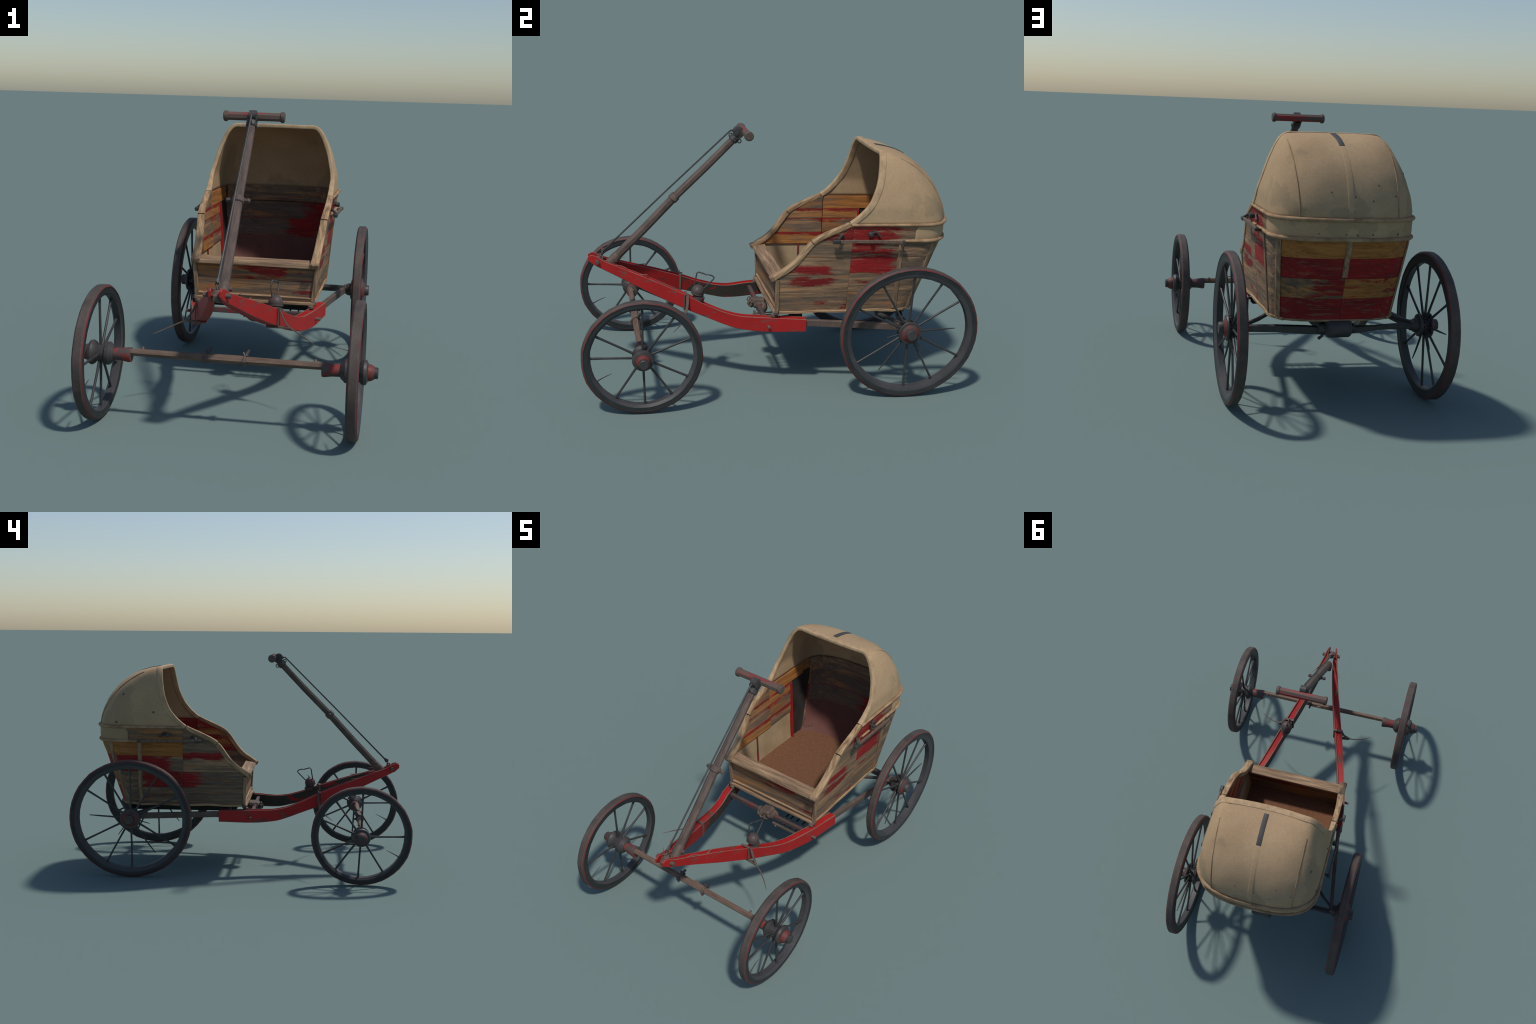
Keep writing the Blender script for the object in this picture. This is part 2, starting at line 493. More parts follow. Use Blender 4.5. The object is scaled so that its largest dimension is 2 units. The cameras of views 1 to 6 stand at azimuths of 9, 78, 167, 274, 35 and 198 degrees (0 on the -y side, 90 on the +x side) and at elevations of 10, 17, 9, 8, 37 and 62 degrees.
def plan(z, y_start, o=0.0, n_side=10, n_arc=22):
    """open plan outline at height z: right front -> rear -> left front"""
    w, b, y0 = half_width(z) + o, back_y(z) + o, max(bend_y(z), y_start + 0.002)
    b = max(b, y0 + 0.001)
    half = [V((w, lerp(y_start, y0, i / n_side), z)) for i in range(n_side)]
    for i in range(n_arc + 1):
        a = pi / 2 * i / n_arc
        half.append(V((w * cos(a) ** (2 / POW) if i < n_arc else 0.0, y0 + (b - y0) * sin(a) ** (2 / POW), z)))
    return half + [V((-p.x, p.y, p.z)) for p in reversed(half[:-1])]


tub = Mesh()
# floor carcass: bottom board and inner floor
bot = plan(Z_FLOOR + 0.002, -0.008, -0.004)
top = plan(0.4125, -0.004, -0.012)
tub.add(*loft([bot, top]))
tub_ob = tub.obj("tub", ["black"], root)


def wrap_grid(fn, nu, nv, thick, groove=0.0022, name="plank", mat="plank_y", parent=None, props=None):
    """a plank following a curved surface; fn(u, v, offset) -> point. Edges are eased into a small groove."""
    e = 0.0022

    def params(n, length):
        k = min(0.2, e / max(length, 1e-4))
        return [0.0, k] + [k + (1 - 2 * k) * i / n for i in range(1, n)] + [1 - k, 1.0]
    lu = (fn(0.02, 0.5, 0) - fn(0.98, 0.5, 0)).length
    lv = (fn(0.5, 0, 0) - fn(0.5, 1, 0)).length
    us, vs = params(nu, lu), params(nv, lv)
    A, B = len(us), len(vs)
    front, rear = [], []
    for i, u in enumerate(us):
        for j, v in enumerate(vs):
            edge = i in (0, A - 1) or j in (0, B - 1)
            p = fn(u, v, 0.0)
            w = 0.0009 * mnoise.noise(p * 9) + (-groove if edge else 0.0)
            front.append(fn(u, v, w))
            rear.append(fn(u, v, -thick))
    n = A * B
    f = []
    for i in range(A - 1):
        for j in range(B - 1):
            a, b, c, d = i * B + j, i * B + j + 1, (i + 1) * B + j + 1, (i + 1) * B + j
            f.append((a, b, c, d))
            f.append((n + d, n + c, n + b, n + a))
    rim = [j for j in range(B)] + [i * B + B - 1 for i in range(1, A)] + [(A - 1) * B + j for j in range(B - 2, -1, -1)] + [i * B for i in range(A - 2, 0, -1)]
    for k in range(len(rim)):
        a, b = rim[k], rim[(k + 1) % len(rim)]
        f.append((b, a, n + a, n + b))
    return make(name, front + rear, f, mat, parent, 28, props=props)


_seed = [0]


def look(paint=0.0, a=-2.0, b=2.0, lo=0.0, hi=2.0, ochre=0.0, dark=0.5):
    _seed[0] += 1
    return dict(paint=float(paint), paint_from=float(a), paint_to=float(b), paint_low=float(lo), paint_high=float(hi), ochre=float(ochre), dark=float(dark), seed=float(_seed[0]))


ROWS = [0.404, 0.510, 0.605, 0.700, 0.790, 0.872]
JOINT = 0.350
T_BOARD = 0.011


def side_fn(s, z0, z1, ya, yb, o0=0.0):
    def f(u, v, o):
        z = lerp(z0, z1, v)
        y1 = ya(z) if callable(ya) else ya
        y2 = yb(z) if callable(yb) else yb
        y = lerp(y1, y2, u)
        return V((s * side_x(z, y, o + o0), y, z))
    return f


def front_edge(z):
    return -0.004 - (z - 0.4) * 0.06 if z < 0.60 else front_y(z) + 0.006


def corner_y(z):
    return rear_y(z, corner_x(z))


side_looks = {
    (1, 0, 0): look(0.45, 0.18, 0.40, 0.42, 0.50, dark=0.62), (1, 0, 1): look(0.40, 0.36, 0.44, dark=0.62),
    (1, 1, 0): look(0.86, 0.06, 0.26, 0.548, 0.592, dark=0.50), (1, 1, 1): look(0.48, 0.33, 0.44, 0.53, 0.58, dark=0.55),
    (1, 2, 0): look(0.88, 0.02, 0.25, 0.607, 0.660, dark=0.55), (1, 2, 1): look(0.68, 0.30, 0.57, 0.615, 0.72, dark=0.55),
    (1, 3, 0): look(0.25, -1, -0.5, dark=0.56), (1, 3, 1): look(0.52, 0.30, 0.56, 0.69, 0.79, dark=0.60),
    (1, 4, 0): look(0.58, 0.20, 0.40, 0.79, 0.86, dark=0.5), (1, 4, 1): look(0.60, 0.30, 0.60, 0.80, 0.866, dark=0.45),
    (-1, 0, 0): look(0.2, -1, -0.5, dark=0.85), (-1, 0, 1): look(0.45, 0.45, 0.62, 0.40, 0.48, dark=0.75),
    (-1, 1, 0): look(0.85, 0.26, 0.40, dark=0.85), (-1, 1, 1): look(0.70, 0.33, 0.60, dark=0.7),
    (-1, 2, 0): look(0.9, -0.1, 0.40, 0.688, 0.72, dark=0.40), (-1, 2, 1): look(0.76, 0.42, 0.85, dark=0.68),
    (-1, 3, 0): look(0.6, -0.1, 0.4, 0.69, 0.725, dark=0.85), (-1, 3, 1): look(0, -1, -0.5, ochre=0.95, dark=0.5),
    (-1, 4, 0): look(0, -1, -0.5, ochre=0.25, dark=0.7), (-1, 4, 1): look(0, -1, -0.5, ochre=0.40, dark=0.72),
}
for s in (1, -1):
    for r in range(5):
        z0, z1 = ROWS[r], ROWS[r + 1]
        wrap_grid(side_fn(s, z0, z1, front_edge, JOINT), 14, 5, T_BOARD, name="side_plank", parent=tub_ob, props=side_looks[s, r, 0])
        wrap_grid(side_fn(s, z0, z1, JOINT, corner_y), 16, 5, T_BOARD, name="side_plank", parent=tub_ob, props=side_looks[s, r, 1])

# rear planks (bowed)


def rear_fn(z0, z1, xa, xb, o0=0.0):
    def f(u, v, o):
        z = lerp(z0, z1, v)
        k = corner_x(z)
        x = lerp(xa, xb, u) * k
        return V((x, rear_y(z, x, o + o0), z))
    return f


rear_looks = [
    (look(0.66, dark=0.8), look(0.62, dark=0.8)),
    (look(0.52, -0.1, 0.13, ochre=0.45, dark=0.85), look(0.44, -0.4, 0.1, ochre=0.80, dark=0.7)),
    (look(0.80, dark=0.7), look(0.92, dark=0.7)),
    (look(0, 1, 2, ochre=1.0, dark=0.45), look(0, 1, 2, ochre=0.9, dark=0.62)),
]
for r in range(4):
    wrap_grid(rear_fn(ROWS[r], ROWS[r + 1], 1.0, -0.02), 18, 5, T_BOARD, name="rear_plank", mat="plank_x", parent=tub_ob, props=rear_looks[r][0])
    wrap_grid(rear_fn(ROWS[r], ROWS[r + 1], -0.02, -1.0), 18, 5, T_BOARD, name="rear_plank", mat="plank_x", parent=tub_ob, props=rear_looks[r][1])
wrap_grid(rear_fn(ROWS[4], ROWS[5], 1.0, -1.0, -0.002), 24, 3, T_BOARD, name="rear_plank", mat="plank_x", parent=tub_ob, props=look(0, 1, 2, dark=0.6))

# battens on rear and sides
wrap_grid(rear_fn(0.612, 0.787, 0.04, -0.045, 0.006), 4, 8, 0.008, name="batten", mat="trim_z", parent=tub_ob)
for s in (1, -1):
    wrap_grid(side_fn(s, 0.415, 0.786, 0.596, 0.621, 0.006), 3, 14, 0.008, name="batten", mat="trim_z", parent=tub_ob)

    def post(u, v, o, s=s):
        z = lerp(0.406, 0.787, v)
        x = corner_x(z) - 0.012 + 0.018 * u
        return V((s * x, rear_y(z, x, o + 0.004), z))
    wrap_grid(post, 3, 14, 0.008, name="corner_post", mat="trim_z", parent=tub_ob)

# front board: two planks, leaning forward, between the side boards


def front_plane_y(z):
    return -0.008 - (z - 0.404) * 0.05


def front_fn(z0, z1):
    def f(u, v, o):
        z = lerp(z0, z1, v)
        x = lerp(1, -1, u) * (half_width(z) - 0.012)
        return V((x, front_plane_y(z) - o - 0.006, z))
    return f


wrap_grid(front_fn(0.412, 0.502), 20, 5, 0.014, name="front_plank", mat="plank_x", parent=tub_ob, props=look(0.44, 0.02, 0.26, 0.42, 0.47, ochre=0.42, dark=0.62))
wrap_grid(front_fn(0.502, 0.580), 20, 5, 0.014, name="front_plank", mat="plank_x", parent=tub_ob, props=look(0.50, -0.08, 0.26, ochre=0.42, dark=0.92))
# cap rail across the front and sill at the foot
wrap_grid(lambda u, v, o: V((lerp(0.276, -0.276, u), lerp(-0.047, 0.019, v), 0.589 + 0.014 * v + o)), 24, 3, 0.016, name="front_cap_rail", mat="trim_x", parent=tub_ob)
Mesh().add(*bar([(-0.293, -0.021, 0.399), (-0.1, -0.022, 0.397), (0.1, -0.022, 0.397), (0.293, -0.021, 0.399)], (0.016, 0.022), up=(0, 0, 1), ch=0.4)).add(*bar([(-0.290, -0.015, 0.417), (0.290, -0.015, 0.417)], (0.022, 0.014), up=(0, -0.35, 1), ch=0.35)).obj("front_sill", ["trim_x"], tub_ob)
for s in (1, -1):
    # front corner posts and lower sills
    Mesh().add(*bar([(s * (half_width(z) - 0.004), front_plane_y(z) - 0.006, z) for z in (0.412, 0.47, 0.53, 0.582)], (0.020, 0.020), up=(0, -1, 0), ch=0.3)).obj("front_post", ["trim_z"], tub_ob)
    Mesh().add(*block((s * 0.288, -0.018, 0.400), (0.024, 0.026, 0.026), 0.3)).obj("corner_foot", ["iron_brown"], tub_ob)
    pts = [V((s * (side_x(0.404, y) + 0.002), y, 0.404 + 0.003 * sin(y * 40))) for y in (-0.004, 0.1, 0.2, 0.3, 0.4, 0.5, 0.6, 0.65, 0.69, 0.71)]
    Mesh().add(*bar(pts, (0.014, 0.012), up=(0, 0, 1), ch=0.4)).obj("side_sill", ["trim_y"], tub_ob)
rs = [V((x, rear_y(0.404, x) + 0.001, 0.404)) for x in [(-1 + i / 8) * corner_x(0.404) for i in range(17)]]
Mesh().add(*bar(rs, (0.010, 0.010), up=(0, 0, 1), ch=0.4)).obj("rear_sill", ["trim_x"], tub_ob)

# ---------------- inside of the tub
IN = -0.019
in_rows = [0.600, 0.665, 0.745, 0.800, 0.872]
in_l = [look(0.7, -1, 2, 0.650, 0.68, ochre=0.50, dark=0.7), look(0.6, -1, 2, 0.735, 0.76, ochre=0.50, dark=0.65), look(0.6, -1, 2, 0.79, 0.81, ochre=0.55, dark=0.65), look(0, 2, 3, ochre=0.58, dark=0.65)]
in_r = [look(0.3, -1, 2, ochre=0.3, dark=0.9), look(0.50, -1, 2, ochre=0.55, dark=0.85), look(0.50, -1, 2, ochre=0.6, dark=0.85), look(0.62, -1, 2, ochre=0.4, dark=0.85)]


def inner_fn(s, z0, z1, ya, yb, o0):
    def f(u, v, o):
        z = lerp(z0, z1, v)
        y1 = ya(z) if callable(ya) else ya
        y = lerp(y1, yb, u)
        return V((s * side_x(z, y, o0 - o), y, z))
    return f


for s, looks in ((-1, in_l), (1, in_r)):
    for k in range(4):
        z0, z1 = in_rows[k], in_rows[k + 1]
        wrap_grid(inner_fn(s, z0, z1, lambda z: max(front_edge(z) + 0.010, -0.006), JOINT - 0.004, IN - 0.004), 10, 3, 0.014, name="lining_plank", mat="plank_y", parent=tub_ob, props=looks[k])
        wrap_grid(inner_fn(s, z0, z1, JOINT, 0.555 if k < 3 else 0.69, IN - 0.001), 10, 3, 0.012, name="lining_plank", mat="plank_y", parent=tub_ob, props=dict(looks[k], seed=looks[k]["seed"] + 31.0))
    # cloth below the planks, with a slight sag
    def cloth(u, v, o, s=s):
        z, y = lerp(0.412, 0.604, v), lerp(-0.008, 0.553, u)
        w = 0.003 * sin(u * 9 + v * 5) * (1 - v)
        return V((s * side_x(z, y, -0.0135 - o - w), y, z))
    wrap_grid(cloth, 24, 8, 0.004, name="cloth_lining", mat="cloth", parent=tub_ob)
    Mesh().add(*bar([(s * (side_x(z, 0.21) - 0.019), 0.214, z) for z in (0.432, 0.60)], (0.008, 0.007), up=(0, 1, 0))).obj("lining_strip", ["iron_red"], tub_ob)
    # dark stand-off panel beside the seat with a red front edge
    Mesh().add(*bar([(s * (half_width(z) - 0.021), 0.557, z) for z in (0.414, 0.62, 0.802)], (0.006, 0.020), up=(0, -1, 0))).obj("panel_edge", ["rail_red"], tub_ob)
    def dark_panel(u, v, o, s=s):
        z = lerp(0.412, 0.805, v)
        y = lerp(0.560, corner_y(z) - 0.030, u)
        return V((s * (side_x(z, y, -0.014 - o)), y, z))
    wrap_grid(dark_panel, 6, 8, 0.006, name="seat_side_panel", mat="black_panel", parent=tub_ob)

# rear lining: leather seat back, wood band above
def back_lining(u, v, o):
    z = lerp(0.416, 0.600, v)
    k = half_width(z) - 0.022
    x = lerp(k, -k, u)
    return V((x, rear_y(z, x, -0.0125 - o) - 0.040 * (1 - v) ** 6, z))


wrap_grid(back_lining, 30, 14, 0.006, name="seat_back", mat="leather", parent=tub_ob)


def upper_back(z0, z1):
    def f(u, v, o):
        z = lerp(z0, z1, v)
        k = half_width(z) - 0.022
        x = lerp(k, -k, u)
        return V((x, rear_y(z, x, -0.0125 - o), z))
    return f


wrap_grid(upper_back(0.600, 0.696), 30, 4, 0.006, name="seat_back_plank", mat="plank_x", parent=tub_ob, props=look(0.66, 0.05, 0.22, dark=1.25))  # both planks: wood tone deepened to paint in the shadow inside the tub
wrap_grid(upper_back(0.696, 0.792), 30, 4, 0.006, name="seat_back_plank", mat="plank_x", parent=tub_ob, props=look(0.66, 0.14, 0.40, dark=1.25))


def band_lining(u, v, o):
    z = lerp(0.792, 0.878, v)
    k = half_width(z) - 0.030
    a = lerp(-1, 1, u)
    x = k * a
    return V((x, rear_y(z, x, -0.028 - o), z))


wrap_grid(band_lining, 30, 3, 0.012, name="rear_band", mat="plank_x", parent=tub_ob, props=look(0, 1, 2, ochre=0.35, dark=0.7))
# carpet on the floor
cp, cq = plan(0.413, -0.004, -0.014), plan(0.4185, -0.004, -0.014)
Mesh().add(*loft([cp, cq])).obj("carpet", ["carpet"], tub_ob)

# ---------------- hood
hood = Mesh()
rings = []
NZ = 30
for i in range(NZ + 1):
    z = Z_RIM + (Z_TOP - Z_RIM) * sin(pi / 2 * i / NZ)
    rings.append(plan(z, front_y(z), 0.0, 8, 22))
n = len(rings[0])
hv = [p for r in rings for p in r]
hf = []
for i in range(NZ):
    for j in range(n - 1):
        hf.append((i * n + j, i * n + j + 1, (i + 1) * n + j + 1, (i + 1) * n + j))
base = NZ * n
for j in range(n // 2):
    a, b, c, d = base + j, base + j + 1, base + n - 2 - j, base + n - 1 - j
    hf.append((a, b, c, d) if b != c else (a, b, d))
for p in hv:      # gentle sag between the bows and fold relief
    d = V((p.x, p.y - 0.45, p.z - 0.9)).normalized()
    k = min(1.0, max(0.0, (p.z - Z_RIM) / 0.06)) * min(1.0, max(0.0, (p.y - front_y(p.z)) / 0.05))
    p += d * k * (0.0035 * mnoise.noise(p * 5.5) + 0.0012 * mnoise.noise(p * 17))
hood_ob = make("hood", hv, hf, "canvas", root, 60)
so = hood_ob.modifiers.new("thickness", "SOLIDIFY")
so.thickness, so.offset = 0.014, -1.0
# make sure the shell thickens inwards
hood_ob.data.update()
pc = hood_ob.data.polygons[len(hood_ob.data.polygons) // 3]
if pc.normal.dot(pc.center - V((0, 0.5, 0.9))) < 0:
    hood_ob.data.flip_normals()


def hood_point(x, z, o=0.0):
    """point on the rear of the hood for a given x and height"""
    return V((x, rear_y(z, x, o), z))


def seam(fx, za, zb, r, name, n=26, mat="canvas_edge", proud=0.0005):
    pts = []
    for i in range(n + 1):
        z = za + (zb - za) * sin(pi / 2 * i / n) if zb > za else lerp(za, zb, i / n)
        x = fx(z)
        pts.append(hood_point(x, z, proud))
    Mesh().add(*tube(pts, r, 6)).obj(name, [mat], hood_ob)


for s in (1, -1):
    seam(lambda z, s=s: s * (0.221 + 0.008 * (z - 0.88) / 0.3), 0.880, 1.196, 0.0030, "hood_seam")


def centre_strip(u, v, o):
    z = lerp(0.880, 1.203, v)
    x = lerp(0.014, -0.014, u)
    return V((x, rear_y(z, x, 0.002 + o), z + 0.0005))


def top_z(y):
    """height of the ridge at a given y"""
    lo, hi = 0.9, Z_TOP
    for _ in range(40):
        m = (lo + hi) / 2
        if back_y(m) > y:
            lo = m
        else:
            hi = m
    return lo


wrap_grid(centre_strip, 3, 24, 0.004, 0.001, name="hood_centre_strip", mat="canvas", parent=hood_ob)
sl = []
for i in range(9):
    y = lerp(0.526, 0.686, i / 8)
    sl.append((y, top_z(y)))
wrap_grid(lambda u, v, o: V((lerp(0.0125, -0.0125, u), lerp(0.526, 0.686, v), top_z(lerp(0.526, 0.686, v)) + 0.0045 + o)), 2, 12, 0.008, 0.001, name="hood_slot", mat="slot", parent=hood_ob)

# studs and small holes
studs = [(-1, 0.71, 1.065, 0.0062), (-1, 0.523, 0.963, 0.0066), (-1, 0.747, 0.903, 0.0066)]
for s, y, z, r in studs:
    x = side_x(z, y)
    Mesh().add(*lathe([(-0.004, r), (0.0015, r), (0.003, r * 0.5)], (s * x, y, z), (s, 0.35 if y > 0.69 else 0.05, 0.35), 10)).obj("stud", ["iron"], hood_ob)
for x, z, r in ((-0.13, 1.02, 0.004), (-0.10, 0.955, 0.0045), (0.085, 0.99, 0.003), (-0.02, 0.972, 0.003), (-0.21, 0.975, 0.004),
                (-0.03, 0.81, 0.0045), (-0.10, 0.812, 0.005), (-0.22, 0.812, 0.005), (0.02, 0.813, 0.004), (0.14, 0.815, 0.0035)):
    Mesh().add(*lathe([(-0.004, r), (0.0014, r), (0.0022, r * 0.5)], hood_point(x, z, 0.004 if z < 0.87 else 0.0), (0, 1, 0.15), 8)).obj("stud", ["iron_brown"], hood_ob)

# canvas band between the two rims at the rear
def band(u, v, o):
    z = lerp(0.790, 0.872, v)
    pl = BAND[0 if v < 0.34 else 1 if v < 0.67 else 2]
    t = u * (len(pl) - 1)
    i = min(int(t), len(pl) - 2)
    p = pl[i].lerp(pl[i + 1], t - i)
    d = V((p.x, max(0.0, p.y - 0.62), 0)).normalized()
    return V((p.x, p.y, z)) + d * (o + 0.004)


BAND = [[p for p in plan(z, 0.60, 0.0, 6, 24) if p.y > 0.665 + 0.01 * k] for k, z in enumerate((0.79, 0.83, 0.872))]
wrap_grid(band, 50, 3, 0.004, 0.001, name="canvas_band", mat="canvas", parent=hood_ob)


def rim_bar(name, z, y0, r_side, r_rear, mat):
    pl = plan(z, y0, 0.003, 10, 26)
    rr = []
    for p in pl:
        k = min(1.0, max(0.0, (p.y - 0.45) / 0.3))
        rr.append(lerp(r_side, r_rear, k))
    fr = frames(pl, (0, 0, 1))
    rings = []
    for (p, t, u, w), r in zip(fr, rr):
        wob = 1 + 0.10 * mnoise.noise(p * 30)
        rings.append([p + u * cos(2 * pi * k / 10) * r * 0.95 * wob + w * sin(2 * pi * k / 10) * r * 1.25 * wob for k in range(10)])
    Mesh().add(*loft(rings)).obj(name, [mat], hood_ob, 50)


rim_bar("hood_rim", 0.874, 0.335, 0.007, 0.0095, "canvas_edge")
rim_bar("hood_rim", 0.789, 0.36, 0.0055, 0.0105, "canvas_edge")

# ---------------- wooden edging along the S-curve and the hood arch


def sweep_trim(path, outs, widths, depths, name, mat, parent, outer=0.004, lead=0.004):
    """rounded rectangular edging. outs: outward direction at every point"""
    rings = []
    P = [V(p) for p in path]
    for i, p in enumerate(P):
        t = (P[min(i + 1, len(P) - 1)] - P[max(i - 1, 0)]).normalized()
        o = V(outs[i])
        o = (o - t * o.dot(t)).normalized()
        b = o.cross(t)
        if b.y - b.z < 0:
            b = -b
        w, d = widths[i], depths[i]
        q = []
        c = 0.0045
        po = outer[i] if isinstance(outer, list) else outer
        x0, x1, y0, y1 = po - w, po, -lead, d - lead
        for (cx, cy, a0) in ((x1 - c, y1 - c, 0), (x0 + c, y1 - c, 90), (x0 + c, y0 + c, 180), (x1 - c, y0 + c, 270)):
            for a in (0, 30, 60, 90):
                q.append((cx + c * cos(radians(a0 + a)), cy + c * sin(radians(a0 + a))))
        k = 1 + 0.04 * mnoise.noise(p * 40)
        rings.append([p + o * x * k + b * y for x, y in q])
    return Mesh().add(*loft(rings)).obj(name, [mat], parent, 40)


def s_path(s, za, zb, n):
    pts = []
    for i in range(n + 1):
        z = lerp(za, zb, i / n)
        pts.append(V((s * half_width(z), front_y(z), z)))
    return pts


for s in (1, -1):
    p1 = s_path(s, 0.590, 0.782, 26)
    p2 = s_path(s, 0.786, 0.880, 20)
    sweep_trim(p1, [(s, 0, 0)] * len(p1), [lerp(0.040, 0.034, i / 26) for i in range(27)], [0.026] * 27, "edge_trim", "trim", tub_ob)
    sweep_trim(p2, [(s, 0, 0)] * len(p2), [lerp(0.035, 0.029, i / 20) for i in range(21)], [0.024] * 21, "edge_trim", "trim", tub_ob, outer=0.0055, lead=0.0055)
    Mesh().add(*block((s * 0.291, -0.050, 0.588), (0.036, 0.022, 0.026), 0.15, Matrix.Rotation(radians(28), 3, "X"))).obj("trim_end", ["trim_z"], tub_ob)

arch, outs, ws, ds = [], [], [], []
half = []
NA = 34
for i in range(NA + 1):
    z = lerp(0.884, Z_TOP - 0.0005, sin(pi / 2 * i / NA))
    half.append(V((half_width(z), front_y(z), z)))
tops = [V((x, 0.488 - 0.010 * (1 - (x / 0.199) ** 2), Z_TOP + 0.002 * (1 - (x / 0.199) ** 2))) for x in [0.199 * (1 - i / 8) for i in range(1, 9)]]
full = half + tops
full = full + [V((-p.x, p.y, p.z)) for p in reversed(full[:-1])]
for i, p in enumerate(full):
    a, b = full[max(i - 1, 0)], full[min(i + 1, len(full) - 1)]
    t = (b - a).normalized()
    o = V((t.z, 0, -t.x))          # outward in the frontal plane
    k = min(1.0, max(0.0, (p.z - 0.884) / 0.12))
    outs.append(o)
    ws.append(lerp(0.028, 0.0195, k))
    ds.append(lerp(0.024, 0.034, k))
proud = [lerp(0.0035, 0.0004, min(1.0, max(0.0, (0.225 - abs(p.x)) / 0.05))) for p in full]
sweep_trim(full, outs, ws, ds, "hood_arch_trim", "trim_a", hood_ob, outer=proud, lead=0.003)

# ---------------- side bars and knobs
for s in (1, -1):
    b = Mesh()
    b.add(*bar([(s * 0.354, 0.262, 0.797), (s * 0.356, 0.43, 0.797), (s * 0.357, 0.600, 0.793)], (0.016, 0.011), up=(0, 0, 1), ch=0.3), 0)
    b.obj("side_bar", ["axle_wood"], tub_ob)
    c = Mesh()
    c.add(*block((s * 0.354, 0.256, 0.797), (0.020, 0.040, 0.020), 0.2))
    c.add(*block((s * 0.357, 0.606, 0.793), (0.017, 0.020, 0.018), 0.2))
    c.add(*tube([(s * 0.318, 0.300, 0.815), (s * 0.334, 0.285, 0.822), (s * 0.352, 0.262, 0.805)], 0.0065, 8))
    c.add(*tube([(s * 0.316, 0.595, 0.785), (s * 0.352, 0.605, 0.792)], 0.006, 8))
    c.obj("bar_bracket", ["iron"], tub_ob)
    k = Mesh()
    k.add(*lathe([(0, 0.008), (0.018, 0.008), (0.020, 0.0125), (0.038, 0.0125), (0.041, 0.009)], (s * 0.318, 0.432, 0.832), (s, 0, 0), 12))
    k.add(*tube([(s * 0.330, 0.440, 0.832), (s * 0.333, 0.465, 0.840), (s * 0.334, 0.487, 0.818)], 0.0055, 8))
    k.add(*block((s * 0.325, 0.456, 0.838), (0.014, 0.022, 0.018), 0.2))
    k.obj("hood_lock_knob", ["iron"], tub_ob)

# ------------------------------------------------------------------ wheels


